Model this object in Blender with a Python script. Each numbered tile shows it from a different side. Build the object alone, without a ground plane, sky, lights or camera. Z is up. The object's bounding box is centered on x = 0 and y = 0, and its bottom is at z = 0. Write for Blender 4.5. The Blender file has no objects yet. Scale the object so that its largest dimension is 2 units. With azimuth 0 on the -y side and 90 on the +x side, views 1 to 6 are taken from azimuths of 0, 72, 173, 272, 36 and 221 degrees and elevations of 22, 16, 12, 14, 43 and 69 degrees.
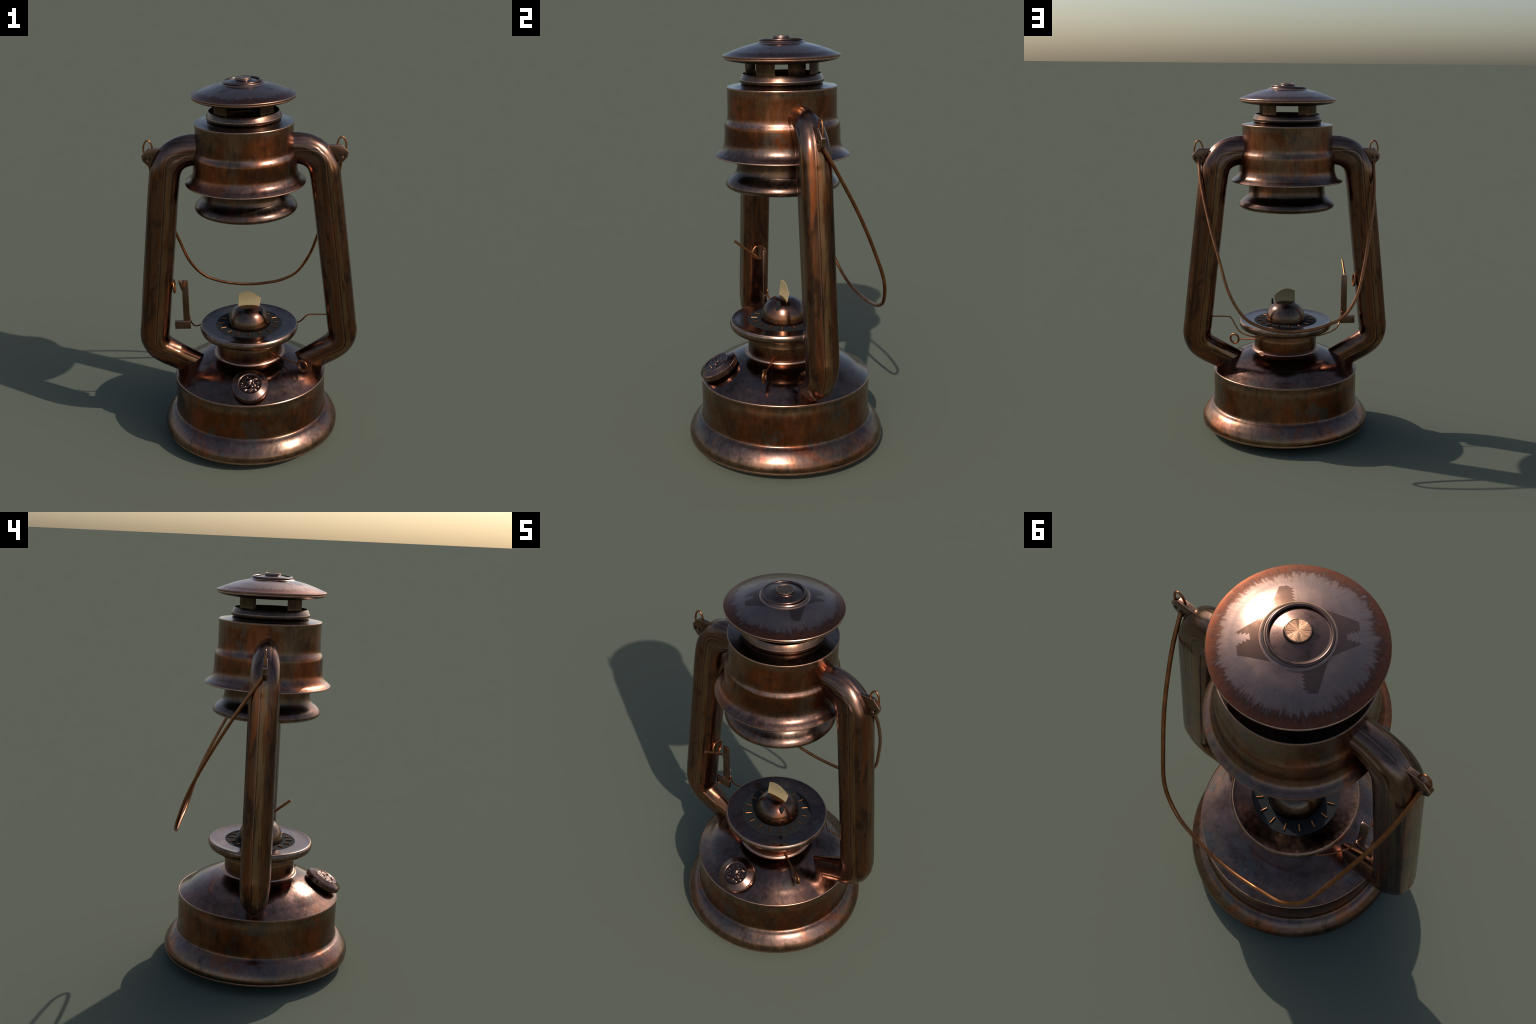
"""A weathered copper hurricane lantern without its globe, built part by part."""
import bpy, bmesh, math
from mathutils import Vector, Matrix

TAU = 2 * math.pi
SEG = 128

# ------------------------------------------------------------------ palette
ORANGE = (0.205, 0.068, 0.027)
RUST = (0.17, 0.050, 0.020)
OLIVE = (0.245, 0.148, 0.084)
BRONZE = (0.245, 0.140, 0.086)
COPPER = (0.230, 0.122, 0.088)
ROSE = (0.285, 0.158, 0.120)
EDGE = (0.50, 0.285, 0.195)
DARK_BROWN = (0.040, 0.031, 0.027)
UMBER = (0.088, 0.047, 0.031)
DUSK = (0.150, 0.086, 0.066)
GREYPATCH = (0.140, 0.108, 0.088)
WIRE = (0.36, 0.138, 0.053)

# ------------------------------------------------------------------ node helpers
class Graph:
    def __init__(self, name):
        self.mat = bpy.data.materials.new(name)
        self.mat.use_nodes = True
        self.t = self.mat.node_tree
        self.t.nodes.clear()
        self.out = self.t.nodes.new("ShaderNodeOutputMaterial")
        self.bsdf = self.t.nodes.new("ShaderNodeBsdfPrincipled")
        self.link(self.bsdf.outputs[0], self.out.inputs[0])
        self._co = None

    def link(self, a, b):
        self.t.links.new(a, b)

    def put(self, sock, v):
        if isinstance(v, bpy.types.NodeSocket):
            self.link(v, sock)
        elif isinstance(v, (tuple, list)) and len(v) == 3 and sock.type == "RGBA":
            sock.default_value = (*v, 1)
        else:
            sock.default_value = v

    def math(self, op, a, b=0.0, c=0.0, clamp=False):
        n = self.t.nodes.new("ShaderNodeMath")
        n.operation = op
        n.use_clamp = clamp
        for i, v in enumerate((a, b, c)):
            self.put(n.inputs[i], v)
        return n.outputs[0]

    def co(self):
        if self._co is None:
            self._co = self.t.nodes.new("ShaderNodeTexCoord").outputs["Object"]
        return self._co

    def xyz(self, v=None):
        n = self.t.nodes.new("ShaderNodeSeparateXYZ")
        self.link(v or self.co(), n.inputs[0])
        return n.outputs

    def vec(self, x, y, z):
        n = self.t.nodes.new("ShaderNodeCombineXYZ")
        for s, v in zip(n.inputs, (x, y, z)):
            self.put(s, v)
        return n.outputs[0]

    def mapped(self, scale, loc=(0, 0, 0), v=None):
        n = self.t.nodes.new("ShaderNodeMapping")
        self.link(v or self.co(), n.inputs[0])
        n.inputs["Scale"].default_value = scale
        n.inputs["Location"].default_value = loc
        return n.outputs[0]

    def noise(self, scale, detail=4, rough=0.55, v=None, distort=0.0):
        n = self.t.nodes.new("ShaderNodeTexNoise")
        self.link(v or self.co(), n.inputs["Vector"])
        n.inputs["Scale"].default_value = scale
        n.inputs["Detail"].default_value = detail
        n.inputs["Roughness"].default_value = rough
        n.inputs["Distortion"].default_value = distort
        return n.outputs[0]

    def step(self, x, lo, hi):
        """smooth 0..1 ramp of x between lo and hi"""
        n = self.t.nodes.new("ShaderNodeMapRange")
        n.interpolation_type = "SMOOTHSTEP"
        self.put(n.inputs[0], x)
        self.put(n.inputs[1], lo)
        self.put(n.inputs[2], hi)
        return n.outputs[0]

    def remap(self, x, lo, hi, a, b):
        n = self.t.nodes.new("ShaderNodeMapRange")
        for i, v in enumerate((x, lo, hi, a, b)):
            self.put(n.inputs[i], v)
        return n.outputs[0]

    def band(self, x, lo, hi, soft):
        return self.math("MULTIPLY", self.step(x, lo - soft, lo + soft),
                         self.step(x, hi + soft, hi - soft))

    def mix(self, fac, a, b, mode="MIX"):
        n = self.t.nodes.new("ShaderNodeMix")
        n.data_type = "RGBA"
        n.blend_type = mode
        self.put(n.inputs[0], fac)
        self.put(n.inputs[6], a)
        self.put(n.inputs[7], b)
        return n.outputs[2]

    def ramp(self, x, stops):
        n = self.t.nodes.new("ShaderNodeValToRGB")
        cr = n.color_ramp
        while len(cr.elements) < len(stops):
            cr.elements.new(0.5)
        for e, (p, c) in zip(cr.elements, stops):
            e.position = p
            e.color = (*c, 1)
        self.put(n.inputs[0], x)
        return n.outputs[0]

    def bump(self, h, strength, dist=0.004, normal=None):
        n = self.t.nodes.new("ShaderNodeBump")
        n.inputs["Strength"].default_value = strength
        n.inputs["Distance"].default_value = dist
        self.put(n.inputs["Height"], h)
        if normal:
            self.link(normal, n.inputs["Normal"])
        return n.outputs[0]

    def edges(self, radius, lo=0.02, hi=0.18):
        """mask of rubbed edges: where the rounded normal leaves the true one"""
        b = self.t.nodes.new("ShaderNodeBevel")
        b.samples = 6
        b.inputs[0].default_value = radius
        g = self.t.nodes.new("ShaderNodeNewGeometry")
        d = self.t.nodes.new("ShaderNodeVectorMath")
        d.operation = "DOT_PRODUCT"
        self.link(b.outputs[0], d.inputs[0])
        self.link(g.outputs["Normal"], d.inputs[1])
        return self.step(self.math("SUBTRACT", 1.0, d.outputs["Value"]), lo, hi)

    def finish(self, colour, rough, metallic=1.0, normal=None, spec=None):
        self.put(self.bsdf.inputs["Base Color"], colour)
        self.put(self.bsdf.inputs["Roughness"], rough)
        self.put(self.bsdf.inputs["Metallic"], metallic)
        if spec is not None:
            self.bsdf.inputs["Specular IOR Level"].default_value = spec
        if normal:
            self.link(normal, self.bsdf.inputs["Normal"])
        return self.mat


def radius_of(g):
    x, y, z = g.xyz()
    return g.math("SQRT", g.math("ADD", g.math("MULTIPLY", x, x), g.math("MULTIPLY", y, y)))


def copper_common(g, colour, tint=1.0, spots=0.5, rough=(0.2, 0.36), dark_copper=0.5):
    """patina shared by all sheet parts: gold and rust blotches, dark stains, grey bare patches, scratches"""
    warm = g.step(g.noise(3.6, 4, 0.6, g.mapped((1, 1, 0.5), (3.1, 1.7, 0.4)), 0.3), 0.46, 0.62)
    colour = g.mix(g.math("MULTIPLY", warm, 0.65 * tint), colour, OLIVE)
    red = g.step(g.noise(4.4, 5, 0.65, g.mapped((1, 1, 0.6), (9.4, 0.3, 6.1)), 0.4), 0.50, 0.62)
    colour = g.mix(g.math("MULTIPLY", red, 0.65 * tint), colour, (0.33, 0.095, 0.036))
    cloud = g.step(g.noise(5.0, 6, 0.68, g.mapped((1, 1, 0.8), (0.7, 5.2, 2.3)), 0.6), 0.50, 0.66)
    colour = g.mix(g.math("MULTIPLY", cloud, dark_copper * 1.2), colour, (0.088, 0.060, 0.047))
    dark = g.step(g.noise(13.0, 6, 0.72, g.mapped((1, 1, 0.7))), 0.53, 0.68)
    colour = g.mix(g.math("MULTIPLY", dark, dark_copper * 1.2), colour, (0.062, 0.038, 0.030))
    patch = g.step(g.noise(7.5, 5, 0.55, g.mapped((1, 1, 1), (7.7, 2.2, 5.0))), 0.605, 0.63)
    colour = g.mix(g.math("MULTIPLY", patch, spots), colour, GREYPATCH)
    speck = g.step(g.noise(34.0, 2, 0.4, g.mapped((1, 1, 0.6), (2.0, 8.0, 1.0))), 0.70, 0.74)
    colour = g.mix(g.math("MULTIPLY", speck, 0.5 * spots), colour, (0.36, 0.16, 0.09))
    fine = g.noise(48.0, 5, 0.65, g.mapped((1, 1, 0.35)))
    colour = g.mix(1.0, colour, g.remap(fine, 0.3, 0.7, 0.80, 1.16), "MULTIPLY")
    r = g.remap(g.noise(6.0, 5, 0.6, g.mapped((1, 1, 1), (1.3, 4.4, 9.0))), 0.32, 0.68, *rough)
    r = g.math("ADD", r, g.remap(fine, 0.3, 0.7, -0.03, 0.05))
    return colour, r, fine


def sheet_material(name, axis, stops, wobble=0.012, fuzz=22.0, **kw):
    """copper sheet whose heat tints lie in bands; axis is 'z' or 'r', stops are (position, colour)"""
    g = Graph(name)
    v = g.xyz()[2] if axis == "z" else radius_of(g)
    n = g.math("SUBTRACT", g.noise(fuzz, 6, 0.7, g.mapped((1, 1, 0.55))), 0.5)
    big = g.math("SUBTRACT", g.noise(3.2, 3, 0.5), 0.5)
    v = g.math("ADD", v, g.math("ADD", g.math("MULTIPLY", n, wobble * 3), g.math("MULTIPLY", big, wobble * 3)))
    lo, hi = stops[0][0], stops[-1][0]
    t = g.remap(v, lo, hi, 0.0, 1.0)
    c = g.ramp(t, [((p - lo) / (hi - lo), col) for p, col in stops])
    c, r, fine = copper_common(g, c, **kw)
    return g, c, r, fine


def done(g, c, r, fine, bump=0.10):
    return g.finish(c, r, 1.0, g.bump(fine, bump, 0.002))


def make_materials():
    M = {}
    # tank: copper bulge, orange wall, olive band under the seam
    g, c, r, f = sheet_material("tank_copper", "z", [
        (0.03, BRONZE), (0.075, BRONZE), (0.11, COPPER), (0.135, (0.185, 0.112, 0.094)), (0.16, DUSK), (0.178, ORANGE),
        (0.30, ORANGE), (0.325, OLIVE), (0.37, DUSK)], 0.016, spots=0.8)
    x, y, z = g.xyz()
    ang = g.math("ARCTAN2", y, x)
    chip = g.noise(2.6, 2, 0.4, g.vec(g.math("MULTIPLY", ang, 1.6), g.math("MULTIPLY", z, 9.0), 3.0))
    chip = g.math("MULTIPLY", g.step(chip, 0.63, 0.645), g.band(z, 0.058, 0.082, 0.004))
    c = g.mix(chip, c, UMBER)
    M["tank"] = done(g, c, r, f)
    # tank top: purple and blue clouds
    g = Graph("tank_dome_copper")
    cloud = g.noise(5.5, 6, 0.62, None, 0.4)
    c = g.ramp(cloud, [(0.30, UMBER), (0.43, DUSK), (0.55, (0.185, 0.108, 0.086)), (0.66, ROSE), (0.80, UMBER)])
    rad = radius_of(g)
    c = g.mix(g.math("MULTIPLY", g.step(rad, 0.34, 0.41), 0.6), c, (0.20, 0.105, 0.075))
    c, r, f = copper_common(g, c, tint=0.3, spots=0.8, rough=(0.09, 0.24))
    M["tank_dome"] = done(g, c, r, f, 0.03)
    # hood: warm brown walls, cool bead and flare
    g, c, r, f = sheet_material("hood_copper", "z", [
        (1.455, RUST), (1.468, DUSK), (1.487, COPPER), (1.510, COPPER), (1.528, ORANGE), (1.59, ORANGE),
        (1.608, ORANGE), (1.616, ROSE), (1.628, ROSE), (1.645, ORANGE), (1.735, ORANGE), (1.76, BRONZE), (1.78, OLIVE)], 0.009,
        tint=1.25, spots=0.6)
    M["hood"] = done(g, c, r, f, 0.14)
    g = Graph("hood_shoulder_copper")
    c = g.ramp(g.noise(7, 5, 0.6), [(0.3, (0.11, 0.065, 0.048)), (0.5, (0.23, 0.150, 0.118)), (0.7, (0.18, 0.130, 0.108))])
    c, r, f = copper_common(g, c, tint=0.2, spots=0.5, rough=(0.14, 0.28), dark_copper=0.3)
    M["shoulder"] = done(g, c, r, f, 0.02)
    # globe holder
    g, c, r, f = sheet_material("holder_copper", "z", [
        (1.29, BRONZE), (1.312, (0.22, 0.150, 0.105)), (1.335, DUSK), (1.36, (0.15, 0.10, 0.075)), (1.385, (0.075, 0.048, 0.034)),
        (1.41, (0.13, 0.075, 0.045)), (1.43, (0.10, 0.058, 0.036))], 0.006, tint=0.6, spots=0.5)
    M["holder"] = done(g, c, r, f)
    # cap: lilac bloom, rust-red skirt, jagged patches above the four posts: baked occlusion shade painted into the colour
    g = Graph("cap_copper")
    x, y, z = g.xyz()
    rad = radius_of(g)
    ang = g.math("ARCTAN2", y, x)
    rays = g.noise(1.0, 5, 0.65, g.vec(g.math("MULTIPLY", x, 9), g.math("MULTIPLY", y, 9), 0.0))
    streak = g.noise(3.0, 4, 0.7, g.vec(g.math("MULTIPLY", g.math("ARCTAN2", y, x), 7.0), g.math("MULTIPLY", rad, 7.0), 2.0))
    v = g.math("ADD", rad, g.math("ADD", g.math("MULTIPLY", g.math("SUBTRACT", streak, 0.5), 0.115),
                                  g.math("MULTIPLY", g.math("SUBTRACT", rays, 0.5), 0.07)))
    c = g.ramp(g.remap(v, 0.09, 0.275, 0, 1), [
        (0.0, (0.20, 0.125, 0.098)), (0.25, (0.27, 0.172, 0.138)), (0.52, (0.28, 0.185, 0.150)), (0.69, (0.26, 0.158, 0.122)),
        (0.77, (0.12, 0.052, 0.036)), (0.87, (0.20, 0.062, 0.030)), (1.0, (0.16, 0.055, 0.030))])
    c = g.mix(g.math("MULTIPLY", g.step(streak, 0.52, 0.7), 0.6), c, (0.19, 0.120, 0.095))
    r = g.remap(rays, 0.3, 0.7, 0.22, 0.36)
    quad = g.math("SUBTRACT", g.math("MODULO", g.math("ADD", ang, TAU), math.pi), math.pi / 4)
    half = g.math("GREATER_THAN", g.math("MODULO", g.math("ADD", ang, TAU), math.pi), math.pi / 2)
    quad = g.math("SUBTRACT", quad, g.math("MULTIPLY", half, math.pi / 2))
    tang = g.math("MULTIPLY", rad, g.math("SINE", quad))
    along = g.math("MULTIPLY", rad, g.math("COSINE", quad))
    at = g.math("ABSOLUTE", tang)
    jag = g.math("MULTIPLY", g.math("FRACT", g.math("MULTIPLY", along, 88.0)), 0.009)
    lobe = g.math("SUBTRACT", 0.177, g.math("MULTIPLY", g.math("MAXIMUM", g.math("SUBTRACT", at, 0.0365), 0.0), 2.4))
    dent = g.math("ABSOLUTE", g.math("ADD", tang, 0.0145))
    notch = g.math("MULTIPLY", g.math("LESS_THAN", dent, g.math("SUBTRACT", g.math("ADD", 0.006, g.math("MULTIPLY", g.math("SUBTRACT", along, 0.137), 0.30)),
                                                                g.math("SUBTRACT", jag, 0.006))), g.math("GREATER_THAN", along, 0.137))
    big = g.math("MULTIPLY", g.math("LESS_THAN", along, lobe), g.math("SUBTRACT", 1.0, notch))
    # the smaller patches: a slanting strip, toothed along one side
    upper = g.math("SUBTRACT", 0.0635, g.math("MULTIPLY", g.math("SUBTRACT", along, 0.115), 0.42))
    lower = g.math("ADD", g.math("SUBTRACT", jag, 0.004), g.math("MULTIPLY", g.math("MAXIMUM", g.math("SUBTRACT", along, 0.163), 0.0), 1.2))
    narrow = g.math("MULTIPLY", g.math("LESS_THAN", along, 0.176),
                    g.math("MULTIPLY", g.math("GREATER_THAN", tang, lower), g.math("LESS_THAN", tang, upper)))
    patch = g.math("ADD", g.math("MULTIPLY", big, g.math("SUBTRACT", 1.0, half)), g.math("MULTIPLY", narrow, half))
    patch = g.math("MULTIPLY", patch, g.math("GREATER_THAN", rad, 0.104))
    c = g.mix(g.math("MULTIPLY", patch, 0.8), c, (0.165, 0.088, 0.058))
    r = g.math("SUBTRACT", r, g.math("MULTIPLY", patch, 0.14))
    fine = g.noise(50, 4, 0.6)
    M["cap"] = g.finish(c, r, 1.0, g.bump(fine, 0.05, 0.002))
    # dark brown copper for undersides and inner faces
    g = Graph("dark_brown_copper")
    c = g.mix(g.noise(8, 4), DARK_BROWN, UMBER)
    M["dark_copper"] = g.finish(c, 0.5, 1.0)
    # vent neck and posts
    g, c, r, f = sheet_material("vent_copper", "z", [
        (1.775, UMBER), (1.79, UMBER), (1.802, (0.12, 0.08, 0.06)), (1.812, DUSK), (1.832, BRONZE), (1.845, (0.11, 0.068, 0.042)), (1.89, (0.07, 0.042, 0.028))], 0.004,
        tint=0.6, spots=0.3)
    M["vent"] = done(g, c, r, f)
    # rubbed bright bead
    g = Graph("rubbed_edge_copper")
    n = g.noise(40, 4, 0.6)
    c = g.mix(g.step(n, 0.42, 0.62), (0.40, 0.225, 0.155), EDGE)
    M["edge"] = g.finish(c, 0.32, 1.0, g.bump(n, 0.1, 0.002))
    # burner plate, collar and dome
    g = Graph("burner_copper")
    n = g.noise(8, 5, 0.6, None, 0.5)
    c = g.ramp(n, [(0.32, (0.085, 0.050, 0.040)), (0.46, (0.135, 0.082, 0.066)), (0.58, (0.165, 0.098, 0.074)), (0.7, (0.26, 0.135, 0.085))])
    c, r, f = copper_common(g, c, tint=0.2, spots=0.6, rough=(0.09, 0.22))
    M["plate"] = done(g, c, r, f, 0.02)
    g, c, r, f = sheet_material("collar_copper", "z", [
        (0.47, ROSE), (0.49, DUSK), (0.50, (0.15, 0.055, 0.024)), (0.55, (0.17, 0.085, 0.042)), (0.575, (0.15, 0.09, 0.052)), (0.6, (0.13, 0.10, 0.075)),
        (0.62, BRONZE), (0.635, (0.34, 0.24, 0.185)), (0.65, DUSK)], 0.006, tint=0.7, spots=0.5)
    M["collar"] = done(g, c, r, f)
    g, c, r, f = sheet_material("burner_dome_copper", "z", [
        (0.63, UMBER), (0.65, (0.14, 0.070, 0.040)), (0.68, (0.17, 0.100, 0.060)), (0.70, (0.135, 0.085, 0.065)), (0.73, (0.115, 0.075, 0.060)),
        (0.76, (0.105, 0.066, 0.052))], 0.014, tint=0.7, spots=0.7, rough=(0.18, 0.30))
    M["burner_dome"] = done(g, c, r, f, 0.06)
    g = Graph("dark_gasket")
    M["gasket"] = g.finish(g.mix(g.noise(30, 4), (0.013, 0.0135, 0.014), (0.020, 0.0205, 0.021)), 0.75, 0.0, spec=0.08)
    # wire
    g = Graph("copper_wire")
    n = g.noise(18, 4, 0.6)
    c = g.ramp(n, [(0.3, (0.24, 0.088, 0.034)), (0.55, WIRE), (0.75, (0.44, 0.19, 0.085))])
    M["wire"] = g.finish(c, g.remap(n, 0.3, 0.7, 0.26, 0.38))
    # flat strip metal of brackets and lever, edges rubbed bright
    g = Graph("strip_copper")
    n = g.noise(14, 5, 0.6, g.mapped((1, 1, 0.4)))
    c = g.ramp(n, [(0.32, (0.10, 0.055, 0.036)), (0.5, (0.21, 0.115, 0.072)), (0.68, (0.16, 0.105, 0.082))])
    c = g.mix(g.edges(0.0035), c, EDGE)
    M["strip"] = g.finish(c, g.remap(n, 0.3, 0.7, 0.2, 0.34))
    # tubes: long streaks; coordinates run across the tube's face and along it
    g = Graph("tube_copper")
    x, y, z = g.xyz()
    top = g.math("SUBTRACT", z, 1.630)
    side = g.math("DIVIDE", g.math("ADD", x, g.math("SUBTRACT", g.math("MULTIPLY", z, 0.1086), 0.5795)), 1.006)
    low = g.math("SUBTRACT", g.math("SUBTRACT", g.math("MULTIPLY", x, 0.456), g.math("MULTIPLY", z, 0.890)), -0.2275)
    off = g.math("SMOOTH_MAX", g.math("SMOOTH_MAX", top, side, 0.10), low, 0.06)
    sv = g.vec(g.math("MULTIPLY", off, 30.0), g.math("MULTIPLY", y, 30.0), g.math("MULTIPLY", z, 1.5))
    s1 = g.noise(1.0, 5, 0.6, sv)
    s2 = g.noise(2.3, 5, 0.65, g.vec(g.math("MULTIPLY", off, 30.0), g.math("MULTIPLY", y, 30.0), g.math("MULTIPLY", z, 3.2)))
    c = g.ramp(s1, [(0.26, (0.055, 0.034, 0.028)), (0.40, (0.125, 0.060, 0.036)), (0.50, (0.235, 0.095, 0.044)),
                    (0.60, (0.150, 0.082, 0.062)), (0.74, (0.25, 0.145, 0.078))])
    c = g.mix(g.math("MULTIPLY", g.step(s2, 0.55, 0.66), 0.7), c, (0.145, 0.090, 0.074))
    c = g.mix(g.math("MULTIPLY", g.step(s2, 0.44, 0.34), 0.7), c, (0.25, 0.075, 0.026))
    blot = g.step(g.noise(1.0, 6, 0.68, g.vec(g.math("MULTIPLY", off, 16.0), g.math("MULTIPLY", y, 16.0), g.math("MULTIPLY", z, 6.0)), 0.5), 0.50, 0.60)
    c = g.mix(g.math("MULTIPLY", blot, 0.7), c, (0.060, 0.038, 0.032))
    rust = g.step(g.noise(1.0, 5, 0.6, g.vec(g.math("ADD", g.math("MULTIPLY", off, 20.0), 7.0), g.math("MULTIPLY", y, 20.0), g.math("MULTIPLY", z, 3.0)), 0.4), 0.54, 0.64)
    c = g.mix(g.math("MULTIPLY", rust, 0.75), c, (0.32, 0.095, 0.036))
    front = g.math("LESS_THAN", y, -0.03)
    back = g.math("GREATER_THAN", y, 0.03)
    outer = g.math("GREATER_THAN", off, 0.045)
    b1 = g.math("MULTIPLY", front, g.band(off, 0.0125, 0.037, 0.003))
    b2 = g.math("MULTIPLY", back, g.band(off, -0.042, -0.014, 0.003))
    b3 = g.math("MULTIPLY", outer, g.band(y, -0.0125, 0.020, 0.003))
    gold = g.math("ADD", g.math("ADD", b1, b2), b3, clamp=True)
    gold = g.math("MULTIPLY", gold, g.step(s2, 0.36, 0.52))
    c = g.mix(g.math("MULTIPLY", gold, 0.65), c, (0.33, 0.185, 0.088))
    l1 = g.math("MULTIPLY", front, g.band(off, 0.0005, 0.0050, 0.001))
    l2 = g.math("MULTIPLY", back, g.band(off, -0.0075, -0.0030, 0.001))
    l3 = g.math("MULTIPLY", outer, g.band(y, -0.0215, -0.0170, 0.001))
    d1 = g.math("MULTIPLY", front, g.band(off, 0.0068, 0.0115, 0.001))
    d2 = g.math("MULTIPLY", back, g.band(off, -0.0135, -0.0088, 0.001))
    d3 = g.math("MULTIPLY", outer, g.band(y, -0.0162, -0.0125, 0.001))
    cool = g.math("MULTIPLY", g.step(z, 1.50, 1.60), 0.65)
    c = g.mix(cool, c, g.mix(g.step(s1, 0.3, 0.7), (0.095, 0.060, 0.050), (0.25, 0.152, 0.122)))
    c = g.mix(g.math("MULTIPLY", g.math("ADD", g.math("ADD", l1, l2), l3), 0.7), c, (0.36, 0.19, 0.11))
    c = g.mix(g.math("MULTIPLY", g.math("ADD", g.math("ADD", d1, d2), d3), 0.55), c, DARK_BROWN)
    M["tube"] = g.finish(c, g.remap(s2, 0.3, 0.7, 0.17, 0.32), 1.0, g.bump(s2, 0.06, 0.003))
    # filler cap
    g = Graph("filler_cap_copper")
    n = g.noise(26, 5, 0.6)
    c = g.ramp(n, [(0.3, (0.10, 0.058, 0.044)), (0.5, (0.17, 0.100, 0.080)), (0.7, (0.20, 0.108, 0.076))])
    c = g.mix(g.math("MULTIPLY", g.edges(0.004), 0.8), c, EDGE)
    M["filler"] = g.finish(c, 0.26, 1.0)
    g = Graph("embossed_copper")
    x, y, z = g.xyz()
    a = g.math("ARCTAN2", y, x)
    rr = radius_of(g)
    petal = g.noise(1.0, 3, 0.7, g.vec(g.math("MULTIPLY", a, 3.4), g.math("MULTIPLY", rr, 60.0), 1.0))
    petal2 = g.noise(1.0, 2, 0.5, g.vec(g.math("MULTIPLY", x, 70.0), g.math("MULTIPLY", y, 70.0), 4.0))
    h = g.math("ADD", petal, petal2)
    c = g.mix(g.step(z, -0.0015, 0.0015), (0.12, 0.066, 0.050), (0.22, 0.122, 0.092))
    M["emboss"] = g.finish(c, 0.24, 1.0, g.bump(h, 0.2, 0.003))
    # knob top: radial brushing
    g = Graph("brushed_copper")
    x, y, z = g.xyz()
    a = g.math("ARCTAN2", y, x)
    w = g.noise(1.0, 4, 0.8, g.vec(g.math("MULTIPLY", a, 14.0), g.math("MULTIPLY", radius_of(g), 12.0), 0.0))
    c = g.mix(g.step(w, 0.45, 0.6), (0.13, 0.064, 0.038), (0.36, 0.20, 0.125))
    M["brushed"] = g.finish(c, 0.34, 1.0, g.bump(w, 0.3, 0.002))
    # wick cloth
    g = Graph("wick_cloth")
    x, y, z = g.xyz()
    wx = g.math("SINE", g.math("MULTIPLY", x, 1700.0))
    wz = g.math("SINE", g.math("MULTIPLY", z, 1500.0))
    weave = g.math("ADD", g.math("MULTIPLY", wx, 0.5), g.math("MULTIPLY", wz, 0.5))
    c = g.mix(g.remap(weave, -1, 1, 0, 1), (0.27, 0.195, 0.095), (0.50, 0.385, 0.205))
    c = g.mix(g.math("MULTIPLY", g.step(g.math("ADD", z, g.math("MULTIPLY", g.noise(40), 0.02)), 0.775, 0.83), 0.45), c, (0.16, 0.12, 0.066))  # shade painted into the cloth colour, darker towards the top
    M["wick"] = g.finish(c, 0.9, 0.0, g.bump(weave, 0.4, 0.001), spec=0.2)
    return M


MAT = make_materials()

# ------------------------------------------------------------------ geometry helpers
def link(name, mesh, parent):
    o = bpy.data.objects.new(name, mesh)
    bpy.context.scene.collection.objects.link(o)
    o.parent = parent
    return o


def mesh_of(name, bm, mats, angle=32):
    bmesh.ops.recalc_face_normals(bm, faces=bm.faces)
    for f in bm.faces:
        f.smooth = True
    lim = math.radians(angle)
    for e in bm.edges:
        e.smooth = not (len(e.link_faces) == 2 and e.calc_face_angle(0) > lim)
    me = bpy.data.meshes.new(name)
    bm.to_mesh(me)
    bm.free()
    for m in mats:
        me.materials.append(MAT[m])
    return me


def catmull(pts, n=8, closed=False):
    p = [Vector(q) for q in pts]
    k = len(p)
    out = []
    for i in range(k if closed else k - 1):
        if closed:
            a, b, c, d = p[i - 1], p[i], p[(i + 1) % k], p[(i + 2) % k]
        else:
            b, c = p[i], p[i + 1]
            a = p[i - 1] if i else 2 * b - c
            d = p[i + 2] if i + 2 < k else 2 * c - b
        for j in range(n):
            t = j / n
            out.append(0.5 * (2 * b + (c - a) * t + (2 * a - 5 * b + 4 * c - d) * t * t + (3 * b - a - 3 * c + d) * t ** 3))
    if not closed:
        out.append(p[-1])
    return out


def curve2(pts, n=6):
    return [(v.x, v.y) for v in catmull([(r, z, 0) for r, z in pts], n)]


def lathe(name, parts, mats, parent, seg=SEG, angle=32):
    """parts: list of (material index, [(r, z) ...]) run one after another, sharing end points"""
    prof, idx = [], []
    for m, pts in parts:
        for k, p in enumerate(pts):
            if prof and abs(prof[-1][0] - p[0]) < 1e-6 and abs(prof[-1][1] - p[1]) < 1e-6:
                continue
            if prof:
                idx.append(m)
            prof.append(p)
    bm = bmesh.new()
    rings = []
    for r, z in prof:
        if r < 1e-6:
            rings.append([bm.verts.new((0, 0, z))])
        else:
            rings.append([bm.verts.new((r * math.cos(TAU * i / seg), r * math.sin(TAU * i / seg), z)) for i in range(seg)])
    for a, b, m in zip(rings, rings[1:], idx):
        for i in range(seg):
            j = (i + 1) % seg
            if len(a) == 1 and len(b) == 1:
                continue
            if len(a) == 1:
                f = bm.faces.new((a[0], b[j], b[i]))
            elif len(b) == 1:
                f = bm.faces.new((a[i], a[j], b[0]))
            else:
                f = bm.faces.new((a[i], a[j], b[j], b[i]))
            f.material_index = m
    return link(name, mesh_of(name, bm, mats, angle), parent)


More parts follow.
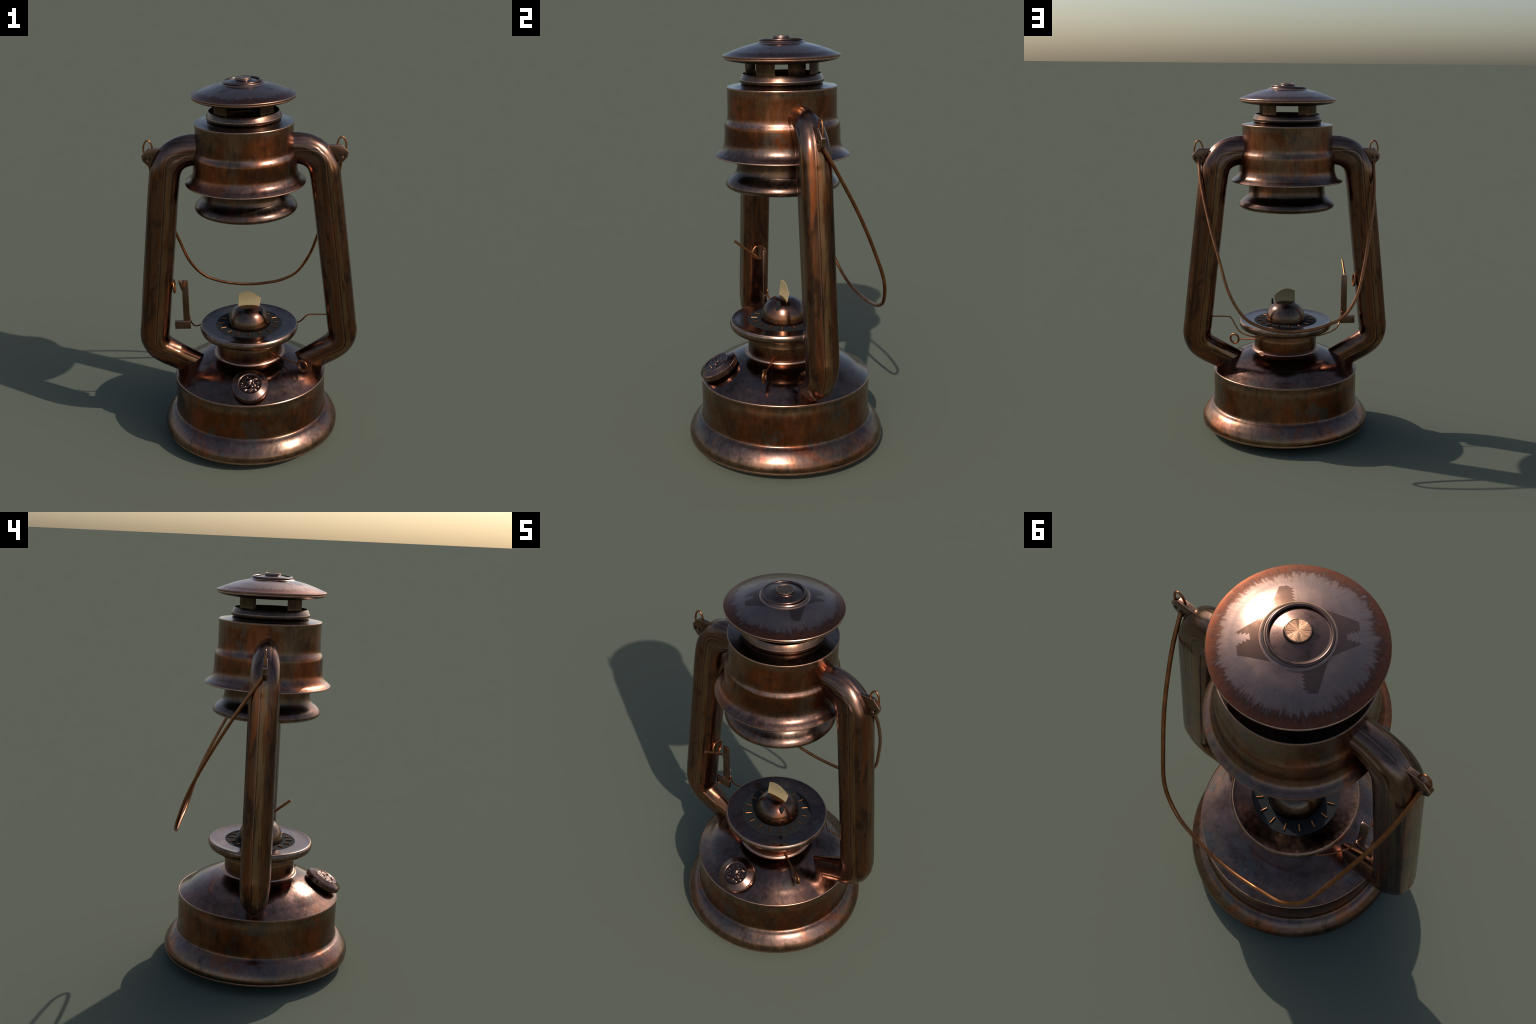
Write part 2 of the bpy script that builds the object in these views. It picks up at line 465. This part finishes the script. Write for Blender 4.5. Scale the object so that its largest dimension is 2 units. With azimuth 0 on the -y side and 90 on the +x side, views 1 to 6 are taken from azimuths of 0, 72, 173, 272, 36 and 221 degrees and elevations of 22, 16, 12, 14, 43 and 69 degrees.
def frames(path, up=Vector((0, 1, 0)), closed=False):
    """tangent, side, up along a path, carried with least twist"""
    n = len(path)
    tan = []
    for i in range(n):
        if closed:
            t = path[(i + 1) % n] - path[i - 1]
        else:
            t = path[min(i + 1, n - 1)] - path[max(i - 1, 0)]
        tan.append(t.normalized())
    u = (up - tan[0] * up.dot(tan[0])).normalized()
    out = []
    for t in tan:
        u = (u - t * u.dot(t)).normalized()
        out.append((t, t.cross(u), u))
    return out


def sweep_into(bm, path, section, up=Vector((0, 1, 0)), closed=False, caps=True, scale=None):
    """section: list of (side, up) offsets"""
    fr = frames(path, up, closed)
    rings = []
    for k, (p, (t, s, u)) in enumerate(zip(path, fr)):
        q = scale[k] if scale else 1.0
        rings.append([bm.verts.new(p + s * (a * q) + u * (b * q)) for a, b in section])
    m = len(section)
    last = len(rings) if closed else len(rings) - 1
    for k in range(last):
        a, b = rings[k], rings[(k + 1) % len(rings)]
        for i in range(m):
            j = (i + 1) % m
            bm.faces.new((a[i], a[j], b[j], b[i]))
    if caps and not closed:
        bm.faces.new(rings[0])
        bm.faces.new(list(reversed(rings[-1])))


def circle(r, n=14):
    return [(r * math.cos(TAU * i / n), r * math.sin(TAU * i / n)) for i in range(n)]


def wire(name, path, r, parent, mat="wire", up=Vector((0, 1, 0)), closed=False, n=14):
    bm = bmesh.new()
    sweep_into(bm, path, circle(r, n), up, closed)
    return link(name, mesh_of(name, bm, [mat], 50), parent)


def ring_path(centre, normal, ru, rv=None, up=Vector((0, 0, 1)), n=48):
    centre, normal = Vector(centre), Vector(normal).normalized()
    v = (up - normal * up.dot(normal)).normalized()
    u = v.cross(normal)
    rv = rv or ru
    return [centre + u * (ru * math.cos(TAU * i / n)) + v * (rv * math.sin(TAU * i / n)) for i in range(n)]


def box_into(bm, x0, x1, y0, y1, z0, z1, bevel=0.0015, edge_mat=0):
    c = Matrix.Translation(((x0 + x1) / 2, (y0 + y1) / 2, (z0 + z1) / 2)) @ Matrix.Diagonal((x1 - x0, y1 - y0, z1 - z0, 1))
    g = bmesh.ops.create_cube(bm, size=1.0, matrix=c)
    edges = list({e for v in g["verts"] for e in v.link_edges})
    bmesh.ops.bevel(bm, geom=edges, offset=bevel, segments=2, profile=0.5, affect="EDGES", material=edge_mat)


def prism_into(bm, outline, axis_pts, bevel=0.0, edge_mat=0):
    """outline points (3D, one face) pushed by axis_pts vector"""
    d = Vector(axis_pts)
    a = [bm.verts.new(p) for p in outline]
    b = [bm.verts.new(Vector(p) + d) for p in outline]
    n = len(a)
    faces = [bm.faces.new(a), bm.faces.new(list(reversed(b)))]
    for i in range(n):
        j = (i + 1) % n
        faces.append(bm.faces.new((a[i], b[i], b[j], a[j])))
    if bevel:
        edges = list({e for f in faces for e in f.edges})
        bmesh.ops.bevel(bm, geom=edges, offset=bevel, segments=2, profile=0.5, affect="EDGES", material=edge_mat)


# ------------------------------------------------------------------ the lantern
lantern = bpy.data.objects.new("lantern", None)
bpy.context.scene.collection.objects.link(lantern)
lantern["label"] = "old tarnished copper hurricane lantern with bail handle, no globe"
lantern["category"] = "oil lantern"

# --- fuel tank
tank = lathe("fuel_tank", [
    (2, [(0.0, 0.0), (0.383, 0.0), (0.455, 0.0415), (0.474, 0.045)]),
    (1, [(0.474, 0.045), (0.4785, 0.0465), (0.4808, 0.0500), (0.4812, 0.0545), (0.4800, 0.0575)]),
    (0, [(0.4800, 0.0575), (0.4800, 0.0600)]),
    (0, curve2([(0.4800, 0.0600), (0.4828, 0.070), (0.4820, 0.080), (0.4788, 0.091), (0.4722, 0.105), (0.4615, 0.120), (0.4490, 0.135),
                (0.4370, 0.146), (0.4265, 0.1525), (0.4188, 0.159), (0.4155, 0.169), (0.4145, 0.190), (0.4142, 0.245)], 5)),
    (0, [(0.4142, 0.245), (0.4142, 0.290), (0.4144, 0.322), (0.4135, 0.326), (0.4135, 0.350), (0.4145, 0.3565)]),
    (1, [(0.4145, 0.3565), (0.4162, 0.3600), (0.4160, 0.3640), (0.4140, 0.3665), (0.4115, 0.3660)]),
], ["tank", "edge", "dark_copper"], lantern)

dome = lathe("tank_dome", [
    (0, curve2([(0.4115, 0.3660), (0.3906, 0.3800), (0.3690, 0.3945), (0.3485, 0.4095), (0.3250, 0.4245), (0.2950, 0.4400), (0.2610, 0.4555),
                (0.2260, 0.4685), (0.196, 0.4765)], 6)),
    (1, curve2([(0.196, 0.4760), (0.1905, 0.4785), (0.1885, 0.4825), (0.1850, 0.4860), (0.1790, 0.4880)], 3)),
], ["tank_dome", "edge"], tank)

# --- filler cap, tilted to sit square on the dome
filler = bpy.data.objects.new("filler_cap", None)
def filler_cap():
    seg, teeth = 360, 60
    bm = bmesh.new()
    prof = [(0.060, -0.075, 0), (0.080, -0.045, 0), (0.0900, -0.041, 0), (0.0920, -0.039, 1), (0.0920, -0.0155, 1), (0.0920, -0.0125, 0),
            (0.0905, -0.0110, 0), (0.0660, -0.0020, 0), (0.0645, -0.0005, 0), (0.0625, 0.0010, 0), (0.0605, 0.0005, 0),
            (0.0590, -0.0010, 0)]
    rings = []
    for r, z, k in prof:
        ring = []
        for i in range(seg):
            a = TAU * i / seg
            q = r
            if k:
                ph = (i % (seg // teeth)) / (seg // teeth)
                q = r + (0.0040 if 0.2 < ph < 0.7 else 0.0008)
            ring.append(bm.verts.new((q * math.cos(a), q * math.sin(a), z)))
        rings.append(ring)
    for a, b in zip(rings, rings[1:]):
        for i in range(seg):
            j = (i + 1) % seg
            bm.faces.new((a[i], a[j], b[j], b[i]))
    # embossed medallion: gently dished disc
    inner = rings[-1]
    import random
    rng = random.Random(5)
    blobs = [(0.047 * math.sqrt(rng.random()), TAU * rng.random(), 0.0035 + 0.004 * rng.random(), 0.0022 + 0.003 * rng.random()) for _ in range(38)]
    blobs = [(r * math.cos(a), r * math.sin(a), w, h) for r, a, w, h in blobs]
    def relief(x, y):
        r, a = math.hypot(x, y), math.atan2(y, x)
        h = (0.0012 + 0.0014 * math.sin(2.3 * a + 1.0)) * max(0.0, math.cos(11 * a + 5 * r / 0.05)) ** 2 * math.exp(-((r - 0.040) / 0.012) ** 2)
        h += sum(k * math.exp(-((x - bx) ** 2 + (y - by) ** 2) / (w * w)) for bx, by, w, k in blobs)
        return h * min(1.0, max(0.0, (0.056 - r) / 0.006))
    r = 0.0565
    while r > 0.004:
        nxt = [bm.verts.new((r * math.cos(TAU * i / seg), r * math.sin(TAU * i / seg),
                             -0.0022 + relief(r * math.cos(TAU * i / seg), r * math.sin(TAU * i / seg)))) for i in range(seg)]
        for i in range(seg):
            j = (i + 1) % seg
            bm.faces.new((inner[i], inner[j], nxt[j], nxt[i])).material_index = 1
        inner = nxt
        r -= 0.0015
    c = bm.verts.new((0, 0, -0.0022 + relief(0, 0)))
    for i in range(seg):
        bm.faces.new((inner[i], inner[(i + 1) % seg], c)).material_index = 1
    return mesh_of("filler_cap", bm, ["filler", "emboss"], 28)
filler = link("filler_cap", filler_cap(), tank)
filler.matrix_local = Matrix.Translation((0, -0.3518, 0.463)) @ Matrix.Rotation(math.radians(28.5), 4, "X")

# --- burner
collar = lathe("burner_collar", [
    (0, [(0.1790, 0.4880), (0.1795, 0.4900), (0.1795, 0.5450), (0.1785, 0.5520), (0.1765, 0.5580), (0.1765, 0.6080)]),
], ["collar"], lantern)
plate = lathe("burner_plate", [
    (1, curve2([(0.1765, 0.6070), (0.215, 0.6050), (0.248, 0.6045), (0.2580, 0.6068), (0.2642, 0.6145), (0.2676, 0.6265), (0.2672, 0.6370), (0.2635, 0.6440)], 5)),
    (2, curve2([(0.2635, 0.6440), (0.2615, 0.6466), (0.2585, 0.6476)], 2)),
    (0, curve2([(0.2585, 0.6476), (0.2540, 0.6468), (0.235, 0.6448), (0.20, 0.6440), (0.1811, 0.6440)], 4)),
    (3, [(0.1811, 0.6440), (0.1805, 0.6450), (0.1157, 0.6442)]),
    (4, [(0.1157, 0.6442), (0.1157, 0.6250), (0.0, 0.6250)]),
], ["plate", "collar", "edge", "gasket", "dark_copper"], lantern)
bm = bmesh.new()
sweep_into(bm, [Vector((0.1345, 0, 0.6475)), Vector((0.150, 0, 0.6475)), Vector((0.1640, 0, 0.6475))], circle(0.0032, 8), Vector((0, 0, 1)))
tick_mesh = mesh_of("tick", bm, ["wire"], 50)
for i in range(16):
    t = link("tick", tick_mesh, plate)
    t.rotation_euler = (0, 0, TAU * i / 16)

burner_dome = lathe("burner_dome", [
    (0, curve2([(0.1130, 0.6260), (0.1140, 0.6480), (0.1120, 0.6700), (0.1073, 0.6900), (0.1008, 0.7050), (0.0920, 0.7200), (0.0810, 0.7325),
                (0.0690, 0.7415), (0.0560, 0.7490), (0.0420, 0.7540), (0.0220, 0.7565), (0.0, 0.7570)], 4)),
], ["burner_dome"], lantern)

# black pointed tongue standing through a slit in the dome
bm = bmesh.new()
tongue = [(0.0665, y, z) for y, z in ((-0.0545, 0.690), (-0.0650, 0.722), (-0.0675, 0.742), (-0.0620, 0.757), (-0.0540, 0.7625),
                                       (-0.0460, 0.757), (-0.0405, 0.742), (-0.0430, 0.722))]
prism_into(bm, tongue, (0.0095, 0, 0), 0.001)
link("slit_tongue", mesh_of("slit_tongue", bm, ["gasket"], 30), burner_dome)

# wick: thin cloth band with a pinked, arched top
def wick_mesh():
    bm = bmesh.new()
    n, teeth, th = 76, 19, 0.0035
    front, back = [], []
    for i in range(n + 1):
        s = i / n
        xt = -0.0525 + 0.1205 * s
        xb = -0.0560 + 0.1112 * s
        arch = 0.8190 + (0.7925 - 0.8190) * s + 0.0245 * math.sin(math.pi * s)
        ph = (i % (n // teeth)) / (n // teeth)
        zt = arch + 0.0058 * (1 - abs(2 * ph - 1)) - 0.002
        col_f, col_b = [], []
        for k in range(7):
            q = k / 6
            x = xb + (xt - xb) * q
            z = 0.735 + (zt - 0.735) * q
            y = -0.0075 + 0.0085 * q
            col_f.append(bm.verts.new((x, y - th / 2, z)))
            col_b.append(bm.verts.new((x, y + th / 2, z)))
        front.append(col_f)
        back.append(col_b)
    for i in range(n):
        for k in range(6):
            bm.faces.new((front[i][k], front[i + 1][k], front[i + 1][k + 1], front[i][k + 1]))
            bm.faces.new((back[i][k], back[i][k + 1], back[i + 1][k + 1], back[i + 1][k]))
        bm.faces.new((front[i][6], front[i + 1][6], back[i + 1][6], back[i][6]))
        bm.faces.new((front[i][0], back[i][0], back[i + 1][0], front[i + 1][0]))
    for col, rev in ((0, False), (n, True)):
        for k in range(6):
            bm.faces.new((front[col][k], front[col][k + 1], back[col][k + 1], back[col][k]))
    return mesh_of("wick", bm, ["wick"], 40)
link("wick", wick_mesh(), burner_dome)

# wick winder: rod with an eye
d = Vector((0.2823 - 0.1409, -0.1972 + 0.108, 0.4799 - 0.498)).normalized()
centre = Vector((0.2823, -0.1972, 0.4799))
winder = wire("wick_winder", [centre - d * 0.190, centre - d * 0.1, centre - d * 0.027], 0.0046, collar, up=Vector((0, 0, 1)))
eye_n = Vector((d.y, -d.x, 0.0))
wire("winder_eye", ring_path(centre, eye_n, 0.0275), 0.0060, winder, closed=True, up=eye_n.normalized())

# --- side tubes: one mesh, the second turned half a circle
def tube_section(e, k, w):
    """rounded-square ring with three flat ribs pressed along it: e squareness, k scale, w relative width"""
    pts = []
    n, a, b = 96, 0.0785 * k, 0.0690 * w
    for i in range(n):
        t = TAU * i / n
        c, s = math.cos(t), math.sin(t)
        x = a * math.copysign(abs(c) ** (2 / e), c)
        y = b * math.copysign(abs(s) ** (2 / e), s)
        lift = 0.0
        if s < -0.4 and 0.0125 < x < 0.040 or s > 0.4 and -0.044 < x < -0.014 or c > 0.6 and -0.0125 < y < 0.02:
            lift = 0.0030
        q = math.hypot(x, y)
        pts.append((x * (1 + lift / q), y * (1 + lift / q)))
    return pts

def tube_mesh():
    # x, z of the centre line, squareness, scale, width: pinched where the tube enters hood and tank
    ctrl = [(0.215, 1.630, 2.1, 1.03, 0.82), (0.262, 1.630, 2.1, 1.03, 0.82), (0.292, 1.6270, 2.15, 1.03, 0.84), (0.3285, 1.6165, 2.25, 1.03, 0.89),
            (0.3640, 1.5945, 2.4, 1.02, 0.95), (0.3920, 1.5600, 2.7, 1.0, 0.99), (0.4095, 1.5150, 3.1, 1.0, 1.0), (0.4180, 1.4600, 3.2, 1.0, 1.0),
            (0.4275, 1.3900, 3.2, 1.0, 1.0), (0.4495, 1.1900, 3.2, 1.0, 1.0), (0.4785, 0.9300, 3.2, 1.0, 1.0), (0.5085, 0.6500, 3.3, 1.0, 1.0),
            (0.5150, 0.5920, 2.8, 0.99, 1.0), (0.5080, 0.5500, 2.4, 0.98, 0.98), (0.4850, 0.5140, 2.15, 0.97, 0.95), (0.4450, 0.4850, 2.0, 0.97, 0.88),
            (0.4000, 0.4590, 1.9, 0.95, 0.76), (0.3300, 0.4190, 1.85, 0.93, 0.64), (0.2700, 0.3850, 1.85, 0.92, 0.58)]
    bm = bmesh.new()
    path = [Vector((v.x - 0.0, 0, v.y)) for v in catmull([(c[0], c[1], 0) for c in ctrl], 5)]
    prm = catmull([(c[2], c[3], c[4]) for c in ctrl], 5)
    rings = []
    for (t, side, up), p, q in zip(frames(path), path, prm):
        if side.z < 0 and side.x < 0 or (abs(t.x) > 0.9 and side.z < 0):
            side = -side
        rings.append([bm.verts.new(p + side * a + Vector((0, b, 0))) for a, b in tube_section(q.x, q.y, q.z)])
    n = len(rings[0])
    for a, b in zip(rings, rings[1:]):
        for i in range(n):
            j = (i + 1) % n
            bm.faces.new((a[i], a[j], b[j], b[i]))
    bm.faces.new(rings[0])
    bm.faces.new(rings[-1])
    return mesh_of("side_tube", bm, ["tube"], 40)

tm = tube_mesh()
tubes = []
for a in (0.0, math.pi):
    o = link("side_tube", tm, lantern)
    o.rotation_euler = (0, 0, a)
    o.location = (-0.0025, 0, 0)
    tubes.append(o)

# --- brackets with wire loops on the tube shoulders
def bracket_mesh():
    bm = bmesh.new()
    outline = [(0.400, 0.6440), (0.4975, 0.6450), (0.5320, 0.6066), (0.5272, 0.5782), (0.4985, 0.5478), (0.455, 0.5600), (0.410, 0.600)]
    prism_into(bm, [(x, -0.0115, z + 1.0) for x, z in outline], (0, 0.0215, 0), 0.0028, 2)
    for s in (-1, 1):
        y = -0.0115 if s < 0 else 0.0100
        for x, z in ((0.5135, 1.590), (0.4870, 1.590)):
            m = Matrix.Translation((x, y + s * 0.0002, z)) @ Matrix.Rotation(math.pi / 2, 4, "X") @ Matrix.Diagonal((0.85, 1.35, 1, 1))
            g = bmesh.ops.create_cone(bm, cap_ends=True, segments=20, radius1=0.0078, radius2=0.0078, depth=0.0012, matrix=m)
            for f in {f for v in g["verts"] for f in v.link_faces}:
                f.material_index = 1
        m = Matrix.Translation((0.5005, y, 1.576)) @ Matrix.Diagonal((1, 0.5, 1, 1))
        bmesh.ops.create_uvsphere(bm, u_segments=14, v_segments=8, radius=0.0065, matrix=m)
    return mesh_of("bail_bracket", bm, ["strip", "dark_copper", "edge"], 30)

bmsh = bracket_mesh()
loop_bm = bmesh.new()
sweep_into(loop_bm, ring_path((0.4965, -0.001, 1.632), (0, 1, 0), 0.0235, 0.052, n=40), circle(0.0046, 12), Vector((0, 1, 0)), closed=True)
loop_mesh = mesh_of("bail_loop", loop_bm, ["wire"], 50)
for o in tubes:
    b = link("bail_bracket", bmsh, o)
    b.location = (0.0025 * math.cos(o.rotation_euler.z), 0, 0)
    link("bail_loop", loop_mesh, b)

# --- bail handle hanging behind
bail_pts = [(0.497, 0.004, 1.572), (0.4850, 0.0875, 1.4344), (0.4479, 0.2002, 1.2432), (0.3999, 0.2962, 1.0577), (0.3542, 0.3666, 0.8997),
            (0.2792, 0.4020, 0.7769), (0.1900, 0.4170, 0.7230), (0.1000, 0.4260, 0.7020), (0.0300, 0.4280, 0.6955), (-0.0600, 0.4255, 0.6995),
            (-0.1665, 0.4180, 0.7223), (-0.2647, 0.4090, 0.7693), (-0.3377, 0.3800, 0.8665), (-0.3819, 0.3303, 0.9992), (-0.4290, 0.2434, 1.1740),
            (-0.4780, 0.1264, 1.3800), (-0.497, 0.004, 1.570)]
wire("bail_handle", catmull(bail_pts, 6), 0.0084, lantern, n=16)

# --- lift wire running round the burner from tube to lever
lift_pts = [(0.470, 0.012, 0.678), (0.418, 0.017, 0.680), (0.345, 0.022, 0.679), (0.318, 0.030, 0.670), (0.275, 0.083, 0.606), (0.211, 0.146, 0.592),
            (0.134, 0.180, 0.592), (0.038, 0.196, 0.594), (-0.057, 0.195, 0.594), (-0.151, 0.173, 0.592), (-0.235, 0.126, 0.597),
            (-0.298, 0.054, 0.609), (-0.3235, 0.022, 0.660), (-0.327, 0.020, 0.687), (-0.336, 0.016, 0.690)]
wire("lift_wire", catmull(lift_pts, 6), 0.0041, lantern, n=12)

# --- globe lever: upright strip on a foot
bm = bmesh.new()
box_into(bm, -0.3594, -0.3242, -0.0025, 0.0105, 0.6655, 0.9065, 0.0018, 1)
box_into(bm, -0.4070, -0.3205, -0.0027, 0.0150, 0.6180, 0.6658, 0.0018, 1)
lever = link("globe_lever", mesh_of("globe_lever", bm, ["strip", "edge"], 30), lantern)
peg_a, peg_b = Vector((-0.3576, -0.1452, 0.9633)), Vector((-0.3556, -0.0230, 0.8640))
peg = wire("lever_peg", [peg_a, peg_a.lerp(peg_b, 0.5), peg_b], 0.0068, lever, up=Vector((1, 0, 0)))
wire("lever_ring", ring_path((-0.4005, -0.0005, 0.8752), (1, 0, 0.1), 0.0345), 0.0056, lever, closed=True, up=Vector((1, 0, 0)))

bm = bmesh.new()
bmesh.ops.create_cone(bm, cap_ends=True, segments=40, radius1=0.033, radius2=0.033, depth=0.004,
                      matrix=Matrix.Translation((-0.4030, -0.0005, 0.8750)) @ Matrix.Rotation(math.pi / 2 - 0.1, 4, "Y"))
link("lever_pivot", mesh_of("lever_pivot", bm, ["strip"], 30), lever)

# --- chimney hood
hood = lathe("chimney_hood", [
    (3, [(0.2120, 1.4450), (0.2850, 1.4560), (0.3080, 1.4575)]),
    (2, [(0.3080, 1.4575), (0.3125, 1.4585), (0.3138, 1.4615), (0.3128, 1.4650)]),
    (0, curve2([(0.3128, 1.4650), (0.3020, 1.4740), (0.2890, 1.4835), (0.2795, 1.4950), (0.2735, 1.5090), (0.2705, 1.5230), (0.2694, 1.5380)], 5)),
    (0, curve2([(0.2694, 1.5380), (0.2690, 1.5600), (0.2683, 1.5880), (0.2672, 1.6020), (0.2642, 1.6125), (0.2594, 1.6215), (0.2554, 1.6310), (0.2536, 1.6440), (0.2530, 1.6550)], 5)),
    (0, [(0.2530, 1.6550), (0.2522, 1.7000), (0.2522, 1.7500), (0.2530, 1.7680)]),
    (2, [(0.2530, 1.7680), (0.2536, 1.7730), (0.2524, 1.7755), (0.2500, 1.7765)]),
    (1, [(0.2500, 1.7765), (0.2460, 1.7762), (0.2200, 1.7800), (0.1960, 1.7860), (0.1840, 1.7880)]),
], ["hood", "shoulder", "edge", "dark_copper"], lantern)

# --- globe holder under the hood
lathe("globe_holder", [
    (2, [(0.175, 1.470), (0.205, 1.316), (0.240, 1.3055)]),
    (1, [(0.240, 1.3055), (0.2480, 1.3055), (0.2540, 1.3085)]),
    (0, curve2([(0.2540, 1.3085), (0.2630, 1.3145), (0.2688, 1.3240), (0.2660, 1.3350), (0.2600, 1.3450), (0.2500, 1.3550),
                (0.2370, 1.3650), (0.2265, 1.3750), (0.2190, 1.3860), (0.2145, 1.4000)], 5)),
    (0, [(0.2145, 1.4000), (0.2134, 1.4200), (0.2132, 1.4700)]),
], ["holder", "edge", "dark_copper"], hood)

# --- vent neck, posts
neck = lathe("vent_neck", [
    (0, [(0.1835, 1.7872), (0.1850, 1.7885)]),
    (0, curve2([(0.1850, 1.7885), (0.1895, 1.7915), (0.1922, 1.7960), (0.1930, 1.8010)], 4)),
    (0, [(0.1930, 1.8010), (0.1931, 1.8058)]),
    (2, [(0.1931, 1.8058), (0.1922, 1.8082)]),
    (0, [(0.1922, 1.8082), (0.1862, 1.8200), (0.1800, 1.8325)]),
    (1, [(0.1800, 1.8325), (0.1788, 1.8335), (0.1778, 1.8325), (0.1900, 1.8080), (0.1905, 1.7990), (0.1835, 1.7872)]),
], ["vent", "dark_copper", "edge"], hood)

def post_mesh():
    bm = bmesh.new()
    n, half = 14, math.radians(15.8)
    for ra, rb, z0, z1 in ((0.1705, 0.1660, 1.7900, 1.8900),):
        grid = {}
        for i in range(n + 1):
            a = -half + 2 * half * i / n
            for r in (ra, rb):
                for z in (z0, z1):
                    grid[i, r, z] = bm.verts.new((r * math.cos(a), r * math.sin(a), z))
        for i in range(n):
            for r in (ra, rb):
                bm.faces.new((grid[i, r, z0], grid[i + 1, r, z0], grid[i + 1, r, z1], grid[i, r, z1]))
            for z in (z0, z1):
                bm.faces.new((grid[i, ra, z], grid[i + 1, ra, z], grid[i + 1, rb, z], grid[i, rb, z]))
        for i in (0, n):
            bm.faces.new((grid[i, ra, z0], grid[i, ra, z1], grid[i, rb, z1], grid[i, rb, z0]))
    return mesh_of("vent_post", bm, ["vent"], 30)
pm = post_mesh()
for k in range(4):
    o = link("vent_post", pm, neck)
    o.rotation_euler = (0, 0, math.pi / 4 + k * math.pi / 2)

# --- cap
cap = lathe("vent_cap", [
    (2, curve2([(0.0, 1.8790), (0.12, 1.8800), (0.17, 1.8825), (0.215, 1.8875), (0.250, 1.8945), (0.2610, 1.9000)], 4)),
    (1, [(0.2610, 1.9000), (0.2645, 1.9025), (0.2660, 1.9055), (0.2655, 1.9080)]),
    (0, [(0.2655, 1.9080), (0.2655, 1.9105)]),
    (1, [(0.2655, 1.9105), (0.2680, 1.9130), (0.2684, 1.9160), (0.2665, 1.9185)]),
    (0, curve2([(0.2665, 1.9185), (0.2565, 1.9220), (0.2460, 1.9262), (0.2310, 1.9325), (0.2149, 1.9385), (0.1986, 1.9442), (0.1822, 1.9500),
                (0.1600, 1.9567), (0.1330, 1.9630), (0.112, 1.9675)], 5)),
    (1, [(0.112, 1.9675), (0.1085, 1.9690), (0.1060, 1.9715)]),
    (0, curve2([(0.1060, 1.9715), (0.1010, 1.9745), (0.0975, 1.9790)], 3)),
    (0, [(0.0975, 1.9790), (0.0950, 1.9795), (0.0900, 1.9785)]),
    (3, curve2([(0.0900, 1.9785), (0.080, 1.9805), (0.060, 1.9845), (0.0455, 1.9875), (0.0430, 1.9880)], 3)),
], ["cap", "edge", "dark_copper", "filler"], lantern)
lathe("cap_knob", [
    (0, curve2([(0.0440, 1.9870), (0.0415, 1.9885), (0.0400, 1.9920), (0.0392, 1.9970)], 3)),
    (2, [(0.0392, 1.9970), (0.0384, 1.9993), (0.0366, 2.0000)]),
    (1, [(0.0366, 2.0000), (0.0352, 1.9985), (0.020, 1.9988), (0.0, 1.9990)]),
], ["filler", "brushed", "edge"], cap)
tilt = math.radians(3.0)
wire("cap_ring", ring_path((-0.0060, -0.0005, 1.9805), (-math.sin(tilt), 0, math.cos(tilt)), 0.0935, up=Vector((0, 1, 0)), n=96), 0.0058, cap,
     mat="filler", closed=True, up=Vector((0, 0, 1)))
